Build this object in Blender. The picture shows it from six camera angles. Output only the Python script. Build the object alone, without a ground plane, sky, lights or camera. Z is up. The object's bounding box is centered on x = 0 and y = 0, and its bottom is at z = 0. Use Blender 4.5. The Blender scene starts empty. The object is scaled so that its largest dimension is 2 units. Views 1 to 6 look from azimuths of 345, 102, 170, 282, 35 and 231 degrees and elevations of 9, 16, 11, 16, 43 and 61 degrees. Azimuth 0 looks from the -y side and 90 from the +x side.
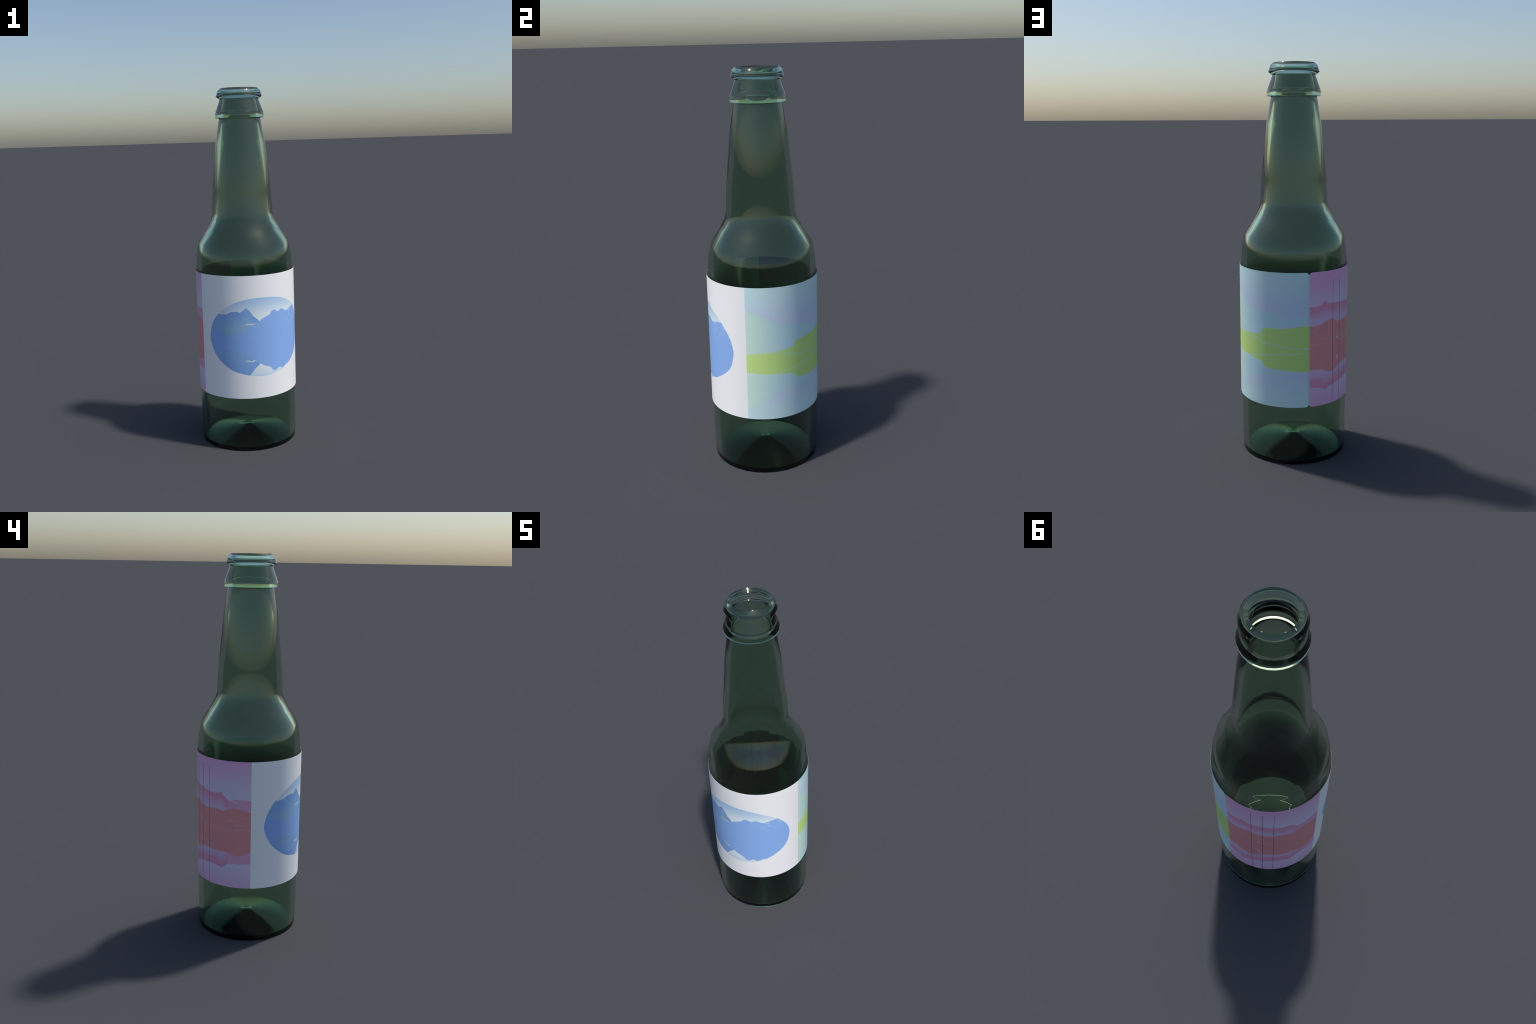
import bpy
import math
from mathutils import Vector

# ------------------------------------------------------------------ sizes
SEGMENTS = 32                      # the glass is a 32-sided lathe, shaded smooth
AXIS = (-0.0013, 0.0013)           # glass axis, a hair off the label's axis
LABEL_R, LABEL_T = 0.2800, 0.0002  # label sheet: outer radius, paper thickness
LABEL_Z0, LABEL_Z1 = 0.3068, 0.9950
SEAM = 185.2                       # azimuth of the label seam (0 = -y, 90 = +x)
CENTRE = SEAM - 180.0
WHITE_L, WHITE_R = -74.2, 84.6     # white front panel

# profile of the glass, (radius, height, crisp corner?): outside from the lip down
OUTER = [
    (.1055,2.0,1),(.119,1.9862,0),(.1283,1.9565,1),(.108,1.9398,1),(.1352,1.8665,0),(.1368,1.8625,0),(.1345,1.839,1),(.115,1.8385,1),(.12,1.8186,0),
    (0.1383, 1.7050, 0), (0.1664, 1.4286, 0), (0.1715, 1.3100, 0),             # neck
    (0.1795, 1.2770, 0), (0.2085,1.2185,0), (0.2540, 1.1520, 0),                                  # shoulder
    (0.2690, 1.0830, 0), (0.2744, 1.0000, 0), (0.2755, 0.9000, 0),
    (0.2755, 0.1500, 0), (0.2722, 0.0000, 1), (0.255,0.001,0),(0.2,0.012,0),(0.09,0.034,0),(0.018,0.0495,0),(0,0.053,0),
]
INNER = [
    (.0885,1.982,1),(.0966,1.972,0),(.1029,1.964,0),(.0855,1.9467,1),(.1025,1.8650,1),(.0935,1.8645,1),(.0945,1.84,0),(.099,1.800,0),
    (0.1120, 1.7000, 0), (0.1400, 1.4286, 0), (0.1450, 1.3100, 0),
    (0.1560, 1.2640, 0), (0.1855,1.2050,0), (0.2310, 1.1370, 0),
    (0.2440, 1.0760, 0), (0.2475, 1.0000, 0), (0.2490, 0.9000, 0),
    (0.2490, 0.1500, 0), (0.246,0.015,1),(0.2,0.0255,0),(0.09,0.05,0),(0.018,0.0655,0),(0,0.0695,0),
]


def srgb(r, g, b):
    f = lambda c: (c / 12.92 if c <= 0.04045 else ((c + 0.055) / 1.055) ** 2.4)
    return tuple(f(c / 255.0) for c in (r, g, b)) + (1.0,)


# ------------------------------------------------------------------ node helpers
class Tree:
    def __init__(self, name):
        self.mat = bpy.data.materials.new(name)
        self.mat.use_nodes = True
        self.nt = self.mat.node_tree
        self.bsdf = self.nt.nodes["Principled BSDF"]

    def put(self, sock, v):
        if isinstance(v, bpy.types.NodeSocket):
            self.nt.links.new(v, sock)
        else:
            sock.default_value = v

    def math(self, op, *args, clamp=False):
        n = self.nt.nodes.new("ShaderNodeMath")
        n.operation, n.use_clamp = op, clamp
        for s, v in zip(n.inputs, args):
            self.put(s, v)
        return n.outputs[0]

    def add(self, a, b): return self.math("ADD", a, b)
    def sub(self, a, b): return self.math("SUBTRACT", a, b)
    def mul(self, a, b): return self.math("MULTIPLY", a, b)

    def step(self, x, width):
        """0 below zero, 1 above `width`: a soft-edged mask of x > 0."""
        return self.math("DIVIDE", x, width, clamp=True)

    def ramp01(self, x, lo, hi):
        n = self.nt.nodes.new("ShaderNodeMapRange")
        for s, v in zip(n.inputs[:5], (x, lo, hi, 0.0, 1.0)):
            self.put(s, v)
        return n.outputs[0]

    def smooth(self, x, lo, hi):
        n = self.nt.nodes.new("ShaderNodeMapRange")
        n.interpolation_type = "SMOOTHSTEP"
        for s, v in zip(n.inputs[:5], (x, lo, hi, 0.0, 1.0)):
            self.put(s, v)
        return n.outputs[0]

    def mix(self, fac, a, b):
        n = self.nt.nodes.new("ShaderNodeMix")
        n.data_type = "RGBA"
        self.put(n.inputs[0], fac)
        self.put(n.inputs[6], a)
        self.put(n.inputs[7], b)
        return n.outputs[2]

    def noise(self, vec, scale, detail=3.0, rough=0.55):
        n = self.nt.nodes.new("ShaderNodeTexNoise")
        self.put(n.inputs["Vector"], vec)
        n.inputs["Scale"].default_value = scale
        n.inputs["Detail"].default_value = detail
        n.inputs["Roughness"].default_value = rough
        return n.outputs["Fac"]

    def combine(self, x, y, z):
        n = self.nt.nodes.new("ShaderNodeCombineXYZ")
        for s, v in zip(n.inputs, (x, y, z)):
            self.put(s, v)
        return n.outputs[0]

    def curve(self, t, pts, handle):
        """Height curve drawn through (azimuth, height) control points."""
        n = self.nt.nodes.new("ShaderNodeFloatCurve")
        m = n.mapping
        m.use_clip = False
        m.extend = "HORIZONTAL"
        c = m.curves[0]
        pts = [(to01(a), h) for a, h in pts]
        while len(c.points) < len(pts):
            c.points.new(0.5, 0.5)
        for p, q in zip(c.points, pts):
            p.location = q
            p.handle_type = handle
        m.update()
        self.put(n.inputs["Value"], t)
        return n.outputs[0]


def to01(deg):
    return (deg + 176.0) / 363.0


# ------------------------------------------------------------------ materials
def glass_material():
    t = Tree("green_glass")
    b = t.bsdf
    b.inputs["Base Color"].default_value = (0.510, 0.682, 0.524, 1)
    b.inputs["Roughness"].default_value = 0.0
    b.inputs["IOR"].default_value = 1.5
    b.inputs["Transmission Weight"].default_value = 1.0
    return t.mat


def label_material():
    t = Tree("printed_label")
    nt = t.nt
    co = nt.nodes.new("ShaderNodeTexCoord")
    sep = nt.nodes.new("ShaderNodeSeparateXYZ")
    nt.links.new(co.outputs["Object"], sep.inputs[0])
    x, y, z = sep.outputs
    # azimuth in degrees, unrolled so that the seam is where it wraps
    c, s = math.cos(math.radians(CENTRE)), math.sin(math.radians(CENTRE))
    sn = t.sub(t.mul(x, c), t.mul(t.mul(y, -1.0), s))
    cs = t.add(t.mul(t.mul(y, -1.0), c), t.mul(x, s))
    phi = t.add(t.mul(t.math("ARCTAN2", sn, cs), 180.0 / math.pi), CENTRE)
    u = t.ramp01(phi, -176.0, 187.0)
    arc = t.mul(phi, LABEL_R * math.pi / 180.0)           # metres along the sheet
    flat = t.combine(arc, z, 0.0)
    streak = t.combine(t.mul(arc, 0.35), z, 0.0)          # drawn out sideways
    wob = t.mul(t.sub(t.noise(t.combine(arc, 0.0, 0.0), 90.0, 3.0), 0.5), 0.007)

    # ---- front: white with an egg-shaped window onto a blue fjord
    def tilt(a0, z0, a1, z1):
        return t.add(z0, t.mul(t.sub(phi, a0), (z1 - z0) / (a1 - a0)))

    egg_top = t.curve(u, [(-60.3, .642), (-59.9, .662), (-58.3, .70), (-53.4, .747), (-47.6, .781), (-37.4, .819),
                          (-26.8, .847), (-15.3, .864), (-5.3, .871), (5.7, .872), (17.8, .868), (29.1, .857),
                          (42, .832), (50.9, .808), (56.2, .788), (63.3, .747), (67.6, .710), (70, .672), (70.5, .652)], "AUTO")
    egg_low = t.curve(u, [(-60.3, .642), (-59.5, .62), (-56.1, .578), (-50.8, .538), (-41.7, .497), (-32.5, .468),
                          (-22.3, .45), (-10.9, .437), (-2.2, .431), (6.9, .43), (16.8, .436), (28.3, .449),
                          (40.5, .471), (52.7, .505), (60, .532), (66.2, .567), (69.4, .611), (70.5, .652)], "AUTO")
    egg = t.mul(t.step(t.sub(egg_top, z), 0.0012), t.step(t.sub(z, egg_low), 0.0012))
    egg = t.mul(egg, t.mul(t.step(t.add(phi, 60.3), 0.15), t.step(t.sub(70.5, phi), 0.15)))

    water = 0.6235
    zb = t.add(water, t.math("ABSOLUTE", t.sub(z, water)))  # the fjord mirrors the peaks
    below = t.step(t.sub(water, z), 0.004)
    far = t.curve(u, [(-62, .782), (-47.6, .781), (-36.9, .784), (-31.5, .797), (-24.2, .801), (-22.1, .793), (-17.8, .806),
                      (-14.5, .821), (-10.7, .802), (-5.9, .771), (-1.7, .754), (0.4, .742), (8, .70)], "VECTOR")
    near = t.curve(u, [(-62, .708), (-57.8, .704), (-50.1, .698), (-43.4, .679), (-36.3, .664), (-28, .671), (-20.7, .686),
                       (-13.5, .698), (-9.1, .716), (-2.6, .733), (3.5, .755), (8.9, .766), (13.1, .774), (15.6, .793),
                       (19.3, .797), (24.4, .782), (29.7, .795), (37, .777), (41.8, .779), (46.3, .786), (51.5, .791),
                       (55, .793), (72, .80)], "VECTOR")
    far = t.add(far, t.mul(wob, 0.5))
    near = t.add(near, t.mul(wob, 0.5))
    BLUE = srgb(148, 187, 246)
    sky = t.mix(t.smooth(zb, 0.745, 0.885), srgb(241, 251, 253), srgb(176, 210, 244))
    haze = t.ramp01(t.add(t.sub(far, zb), t.mul(t.noise(streak, 60.0, 5.0), 0.05)), 0.02, 0.12)
    rock = t.mix(haze, srgb(133, 174, 235), srgb(152, 192, 227))
    rock = t.mix(t.mul(t.smooth(t.noise(t.combine(t.add(arc, t.mul(z, 0.9)), t.mul(z, 0.25), 0.0), 60.0, 4.0), 0.52, 0.66), 0.35), rock, srgb(172, 208, 238))
    rock = t.mix(t.mul(below, 0.45), rock, srgb(138, 178, 238))
    snow = t.mul(t.step(t.sub(0.0055, t.math("ABSOLUTE", t.sub(zb, t.add(0.727, t.mul(t.sub(t.noise(flat, 60.0), 0.5), 0.02))))), 0.004),
                 t.mul(t.smooth(phi, -20.0, -11.0), t.smooth(phi, 0.0, -4.0)))
    rock = t.mix(t.mul(snow, 0.8), rock, srgb(229, 244, 248))
    light = t.mul(t.mul(t.smooth(phi, 18.0, 45.0), t.smooth(z, 0.68, 0.76)),
                  t.smooth(t.noise(t.combine(t.add(arc, t.mul(z, 0.7)), t.mul(z, 1.2), 0.0), 26.0, 6.0, 0.65), 0.47, 0.60))
    hill = t.mix(t.mul(light, 0.85), BLUE, srgb(168, 205, 246))
    shore = t.mul(t.step(t.sub(0.0022, t.math("ABSOLUTE", t.sub(z, tilt(-59, .634, -14, .622)))), 0.002), t.smooth(phi, -12.0, -45.0))
    hill = t.mix(t.mul(shore, 0.5), hill, srgb(195, 149, 210))
    fjord = t.mix(t.step(t.sub(far, zb), 0.002), sky, rock)
    fjord = t.mix(t.step(t.sub(near, zb), 0.002), fjord, hill)
    front = t.mix(egg, srgb(254, 253, 253), fjord)

    # ---- right panel: pale blue with a green headland and its reflection
    lake = 0.6085
    zg = t.add(lake, t.math("ABSOLUTE", t.sub(z, lake)))
    gfar_up = t.curve(u, [(84, .886), (91, .866), (96.3, .868), (103.7, .845), (114.1, .812), (122.4, .80), (133, .795),
                          (142, .791), (150.2, .782), (156.5, .772), (166.3, .766), (175.6, .77), (186, .775)], "VECTOR")
    gfar_lo = t.curve(u, [(84, .360), (88.9, .368), (94.5, .387), (98.4, .384), (104.7, .403), (114.2, .441), (122.4, .455),
                          (131.1, .463), (140.9, .468), (150.9, .475), (154.9, .479), (158, .497), (186, .50)], "VECTOR")
    gnear_up = t.curve(u, [(84, .652), (92, .657), (99.8, .662), (107.4, .665), (116.7, .669), (126, .673), (133.7, .681),
                           (135.6, .690), (135.9, .703), (138.5, .7095), (148, .714), (157, .716), (164.5, .719), (173.7, .725), (186, .728)], "VECTOR")
    gnear_lo = t.curve(u, [(84, .557), (91.5, .555), (99.2, .551), (106.9, .549), (117, .547), (127.2, .541), (135.6, .535),
                           (136.9, .513), (140, .5065), (148, .5035), (157, .500), (166.3, .497), (186, .489)], "VECTOR")
    w3 = t.mul(wob, 0.35)
    PALE = t.mix(t.smooth(z, 0.995, 0.80), srgb(210, 240, 242), srgb(210, 225, 244))
    PALE = t.mix(t.smooth(z, 0.48, 0.32), PALE, srgb(207, 238, 240))
    gsky = PALE
    mist = t.smooth(t.add(t.sub(phi, 84.0), t.mul(t.noise(streak, 30.0), 30.0)), 10.0, 60.0)
    ghill = t.mix(mist, srgb(213, 241, 225), srgb(198, 233, 242))
    ghill = t.mix(t.mul(t.smooth(t.noise(streak, 40.0, 5.0), 0.5, 0.62), 0.25), ghill, srgb(213, 240, 213))
    green = t.mix(gmask := t.smooth(phi, 84.0, 185.0), srgb(210, 240, 145), srgb(202, 238, 136))
    lines = t.smooth(t.noise(t.combine(t.mul(arc, 0.25), t.add(z, t.mul(arc, -0.06)), 0.3), 120.0, 3.0), 0.60, 0.66)
    lines = t.mul(t.mul(lines, t.smooth(z, 0.635, 0.66)), t.step(t.sub(gnear_up, z), 0.004))
    green = t.mix(t.mul(lines, 0.35), green, srgb(205, 238, 213))
    road1 = t.curve(u, [(84, .669), (104, .665), (116.7, .658), (123.4, .652), (132, .6455), (136.2, .637), (149, .627), (158.8, .621), (170, .616), (186, .612)], "AUTO")
    road1b = t.curve(u, [(84, .672), (108, .664), (120, .6645), (131.7, .6635), (138, .655), (186, .612)], "AUTO")
    road2 = t.curve(u, [(84, .53), (106, .547), (116, .551), (123, .557), (131, .564), (141, .571), (155, .580), (171, .585), (186, .587)], "AUTO")
    gap = lambda r, w: t.step(t.sub(w, t.math("ABSOLUTE", t.sub(z, r))), 0.0015)
    roads = t.math("MAXIMUM", gap(road1, 0.0032), t.mul(gap(road2, 0.0030), t.smooth(phi, 108.0, 116.0)))
    green = t.mix(t.mul(roads, 0.75), green, srgb(201, 235, 228))
    glint = t.mul(t.step(t.sub(0.0035, t.math("ABSOLUTE", t.sub(z, t.add(gnear_up, 0.0025)))), 0.002), t.mul(t.smooth(phi, 153.0, 156.0), t.smooth(phi, 172.0, 166.0)))
    glint2 = t.mul(t.step(t.sub(0.003, t.math("ABSOLUTE", t.sub(z, tilt(121, .7345, 134, .7245)))), 0.002), t.mul(t.smooth(phi, 120.0, 122.0), t.smooth(phi, 136.0, 124.0)))
    in_far = t.mul(t.step(t.sub(t.add(gfar_up, w3), z), 0.002), t.step(t.sub(z, t.sub(gfar_lo, w3)), 0.002))
    in_near = t.mul(t.step(t.sub(t.add(gnear_up, w3), z), 0.002), t.step(t.sub(z, t.sub(gnear_lo, w3)), 0.002))
    right = t.mix(in_far, gsky, ghill)
    right = t.mix(t.mul(t.math("MAXIMUM", glint, glint2), 0.6), right, srgb(231, 223, 254))
    right = t.mix(in_near, right, green)

    # ---- left panel: mauve with red hills, three dark poles and their reflection
    tarn = 0.611
    zp = t.add(tarn, t.math("ABSOLUTE", t.sub(z, tarn)))
    pfar = t.curve(u, [(-176, .823), (-169.1, .821), (-162.9, .827), (-155.7, .846), (-151.4, .832), (-144.8, .829), (-135, .826),
                       (-123.4, .819), (-114.1, .817), (-107.1, .826), (-103.9, .809), (-98.5, .786), (-92, .795), (-82.3, .795), (-73, .793)], "VECTOR")
    pfar_lo = t.curve(u, [(-176, .405), (-168.6, .404), (-161.1, .398), (-155.3, .383), (-151.6, .398), (-143.4, .404), (-135.5, .412),
                          (-125.2, .417), (-115.3, .419), (-106.4, .410), (-98.3, .440), (-92.2, .439), (-73, .444)], "VECTOR")
    pnear = t.curve(u, [(-176, .726), (-170, .723), (-162.7, .727), (-154.9, .744), (-147, .754), (-139.4, .730), (-127, .725), (-119.2, .731),
                        (-109.4, .732), (-104.9, .726), (-98.6, .741), (-91.7, .750), (-82.2, .741), (-73, .726)], "VECTOR")
    pnear_lo = t.curve(u, [(-176, .496), (-167.7, .498), (-160.2, .495), (-155.5, .483), (-146, .470), (-139.8, .490), (-133.5, .500), (-126.7, .503),
                           (-116.6, .498), (-109.3, .497), (-104.8, .503), (-99.4, .498), (-91.3, .484), (-85.5, .488), (-73, .506)], "VECTOR")
    edge = t.math("ABSOLUTE", t.sub(z, 0.63))
    psky = t.mix(t.smooth(t.add(edge, t.mul(t.smooth(phi, -90.0, -175.0), 0.06)), 0.17, 0.40), srgb(227, 214, 235), srgb(238, 178, 219))
    top_d = t.sub(pfar, z)
    low_d = t.sub(z, pfar_lo)
    depth = t.add(t.math("MINIMUM", top_d, low_d), t.mul(t.sub(t.noise(streak, 34.0, 5.0), 0.5), 0.05))
    phill = t.mix(t.smooth(depth, 0.015, 0.085), srgb(235, 156, 187), srgb(226, 193, 227))
    east = t.smooth(phi, -101.0, -96.0)
    phill = t.mix(t.mul(east, 0.6), phill, srgb(236, 178, 212))
    ray = t.mul(t.step(t.sub(0.0035, t.math("ABSOLUTE", t.sub(zp, tilt(-104, .806, -88, .772)))), 0.003), t.mul(t.smooth(phi, -104.0, -100.0), t.smooth(phi, -86.0, -91.0)))
    phill = t.mix(t.mul(ray, 0.7), phill, srgb(238, 226, 237))
    red = srgb(235, 154, 154)
    sway = t.add(z, t.mul(t.sub(t.noise(t.combine(t.mul(arc, 1.0), 0.0, 2.0), 8.0, 2.0), 0.5), 0.05))
    veins = t.smooth(t.noise(t.combine(t.mul(arc, 0.22), sway, 0.7), 95.0, 4.0), 0.57, 0.66)
    veins = t.mul(veins, t.mul(t.smooth(z, 0.615, 0.63), t.smooth(t.sub(pnear, z), 0.0, 0.02)))
    red_hill = t.mix(t.mul(veins, 0.45), red, srgb(227, 181, 209))
    shore2 = t.add(0.628, t.mul(t.sub(t.noise(t.combine(arc, 0.0, 5.0), 12.0, 2.0), 0.5), 0.02))
    shoreline = t.mul(t.step(t.sub(0.0022, t.math("ABSOLUTE", t.sub(z, shore2))), 0.002), t.smooth(t.noise(streak, 90.0), 0.40, 0.55))
    red_hill = t.mix(t.mul(shoreline, 0.6), red_hill, srgb(237, 207, 226))
    pin_far = t.mul(t.step(t.sub(t.add(pfar, w3), z), 0.002), t.step(t.sub(z, t.sub(pfar_lo, w3)), 0.002))
    pin_near = t.mul(t.step(t.sub(t.add(pnear, w3), z), 0.002), t.step(t.sub(z, t.sub(pnear_lo, w3)), 0.002))
    left = t.mix(pin_far, psky, phill)
    left = t.mix(pin_near, left, red_hill)

    def box(a0, a1, z0, z1):
        return t.mul(t.mul(t.step(t.sub(phi, a0), 0.2), t.step(t.sub(a1, phi), 0.2)), t.mul(t.step(t.sub(z, z0), 0.001), t.step(t.sub(z1, z), 0.001)))
    cabin = None                                           # the small pale hut and its mirror image
    for b in ((-140.2, -138.9, .641, .652), (-139.2, -137.8, .636, .648), (-138.4, -137.6, .648, .666), (-137.6, -135.3, .662, .6655),
              (-140.2, -138.2, .540, .550), (-140.2, -139.3, .533, .542), (-138.8, -137.6, .530, .544), (-138.0, -135.3, .5265, .530)):
        m = box(*b)
        cabin = m if cabin is None else t.math("MAXIMUM", cabin, m)
    left = t.mix(t.mul(cabin, 0.85), left, srgb(235, 221, 240))
    pole = None                                            # dark poles running the panel's height
    for a, w in ((-146.2, 0.26), (-135.05, 0.30), (-123.9, 0.24)):
        m = t.mul(t.step(t.sub(w + 0.15, t.math("ABSOLUTE", t.sub(phi, a))), 0.3), t.step(t.sub(0.952, z), 0.002))
        pole = m if pole is None else t.math("MAXIMUM", pole, m)
    faint = t.mul(t.step(t.sub(0.3, t.math("ABSOLUTE", t.add(phi, 157.2))), 0.3), 0.12)
    left = t.mix(t.math("MAXIMUM", t.mul(pole, 0.85), faint), left, srgb(83, 79, 94))

    # ---- put the panels together, with thin slivers copying the texture-wrap bleed at the seam
    art = t.mix(t.step(t.sub(phi, WHITE_R), 0.15), front, right)
    art = t.mix(t.step(t.sub(WHITE_L, phi), 0.15), art, left)
    sliver = t.mul(t.step(t.sub(phi, SEAM - 0.80), 0.1), t.step(t.sub(SEAM - 0.42, phi), 0.1))
    art = t.mix(t.mul(sliver, 0.9), art, srgb(222, 164, 180))
    sliver2 = t.step(t.sub(-174.8 + 0.65, phi), 0.1)
    tint = t.mix(t.mul(t.step(t.sub(0.728, z), 0.002), t.step(t.sub(z, 0.489), 0.002)), srgb(202, 228, 241), srgb(202, 238, 140))
    art = t.mix(sliver2, art, tint)
    nt.links.new(art, t.bsdf.inputs["Base Color"])
    t.bsdf.inputs["Roughness"].default_value = 0.5
    return t.mat


# ------------------------------------------------------------------ glass
def closed_profile():
    """Outer wall from the punt's tip up to the lip, then down the bore."""
    return list(reversed(OUTER)) + INNER


def segment_normals(prof):
    out = []
    for (r0, z0, _), (r1, z1, _) in zip(prof, prof[1:]):
        dr, dz = r1 - r0, z1 - z0
        l = math.hypot(dr, dz)
        out.append((dz / l, -dr / l))
    return out


def build_glass(parent, mat):
    prof = closed_profile()
    seg = segment_normals(prof)
    n = len(prof)

    def corner(i, side):
        """Profile normal at point i for the segment before (0) or after (1) it."""
        a = seg[max(i - 1, 0)]
        b = seg[min(i, n - 2)]
        if i in (0, n - 1):
            return (0.0, -1.0 if i == 0 else 1.0)
        if prof[i][2]:
            return a if side == 0 else b
        m = (a[0] + b[0], a[1] + b[1])
        l = math.hypot(*m)
        return (m[0] / l, m[1] / l)

    n_out = len(OUTER)
    z_of = lambda k: 0.5 * (prof[k][1] + prof[k + 1][1])

    def region(k):
        z = z_of(k)
        outer = k < n_out
        if z > (1.835 if outer else 1.82):
            return "mouth"
        if z > (1.305 if outer else 1.300):
            return "neck"
        if z > (0.99 if outer else 0.99):
            return "shoulder"
        if outer:
            r = 0.5 * (prof[k][0] + prof[k + 1][0])
            return "base" if r < 0.24 or z < 0.01 else "body"
        return "base" if z < 0.06 else "body"

    parts = {}
    for k in range(n - 1):
        parts.setdefault(region(k), []).append(k)
    for name, ks in parts.items():
        verts, index, faces, normals = [], {}, [], []

        def vert(i, j):
            r, z, _ = prof[i]
            key = (i, 0 if r == 0 else j % SEGMENTS)
            if key not in index:
                a = math.tau * key[1] / SEGMENTS
                index[key] = len(verts)
                verts.append((r * math.sin(a), -r * math.cos(a), z))
            return index[key]

        def nrm(i, side, j):
            nr, nz = corner(i, side)
            a = math.tau * j / SEGMENTS
            return (nr * math.sin(a), -nr * math.cos(a), nz)

        for k in ks:
            for j in range(SEGMENTS):
                quad = [(k, 1, j), (k, 1, j + 1), (k + 1, 0, j + 1), (k + 1, 0, j)]
                ids, ns = [], []
                for i, side, jj in quad:
                    v = vert(i, jj)
                    if v not in ids:
                        ids.append(v)
                        ns.append(nrm(i, side, jj))
                faces.append(ids)
                normals += ns
        me = bpy.data.meshes.new(name)
        me.from_pydata(verts, [], faces)
        me.polygons.foreach_set("use_smooth", [True] * len(faces))
        me.update()
        me.normals_split_custom_set(normals)
        me.materials.append(mat)
        ob = bpy.data.objects.new(name, me)
        ob.location = (AXIS[0], AXIS[1], 0.0)
        ob.parent = parent
        bpy.context.collection.objects.link(ob)


# ------------------------------------------------------------------ label
def build_label(parent, mat):
    """A paper sheet with rounded corners, rolled round the bottle to a butt seam."""
    cols, radius = 240, 0.017
    half = math.pi * LABEL_R - 0.0001
    xs = set()
    for i in range(cols + 1):
        xs.add(round(-half + 2 * half * i / cols, 6))
    for i in range(11):
        d = radius * (1 - math.cos(math.pi / 2 * i / 10))
        xs.add(round(-half + d, 6))
        xs.add(round(half - d, 6))
    xs = sorted(xs)
    rows = 12
    verts, faces = [], []

    def inset(x):
        d = half - abs(x)
        return 0.0 if d >= radius else radius - math.sqrt(max(0.0, radius ** 2 - (radius - d) ** 2))

    for r in (LABEL_R, LABEL_R - LABEL_T):
        for x in xs:
            a = math.radians(CENTRE) + x / LABEL_R
            e = inset(x)
            for j in range(rows + 1):
                z = LABEL_Z0 + e + (LABEL_Z1 - LABEL_Z0 - 2 * e) * j / rows
                verts.append((r * math.sin(a), -r * math.cos(a), z))
    nx, ny = len(xs), rows + 1
    vid = lambda s, i, j: s * nx * ny + i * ny + j
    for i in range(nx - 1):
        for j in range(rows):
            faces.append([vid(0, i, j), vid(0, i + 1, j), vid(0, i + 1, j + 1), vid(0, i, j + 1)])
            faces.append([vid(1, i, j), vid(1, i, j + 1), vid(1, i + 1, j + 1), vid(1, i + 1, j)])
        faces.append([vid(0, i, 0), vid(1, i, 0), vid(1, i + 1, 0), vid(0, i + 1, 0)])
        faces.append([vid(0, i, rows), vid(0, i + 1, rows), vid(1, i + 1, rows), vid(1, i, rows)])
    for j in range(rows):
        faces.append([vid(0, 0, j), vid(0, 0, j + 1), vid(1, 0, j + 1), vid(1, 0, j)])
        faces.append([vid(0, nx - 1, j), vid(1, nx - 1, j), vid(1, nx - 1, j + 1), vid(0, nx - 1, j + 1)])
    me = bpy.data.meshes.new("label")
    me.from_pydata(verts, [], faces)
    me.polygons.foreach_set("use_smooth", [True] * len(faces))
    me.update()
    me.set_sharp_from_angle(angle=math.radians(40))
    me.materials.append(mat)
    ob = bpy.data.objects.new("label", me)
    ob.parent = parent
    bpy.context.collection.objects.link(ob)


bottle = bpy.data.objects.new("glass_bottle", None)
bottle["label"] = "empty green glass bottle with wraparound landscape paper label"
bottle["category"] = "glass bottle"
bpy.context.collection.objects.link(bottle)
build_glass(bottle, glass_material())
build_label(bottle, label_material())
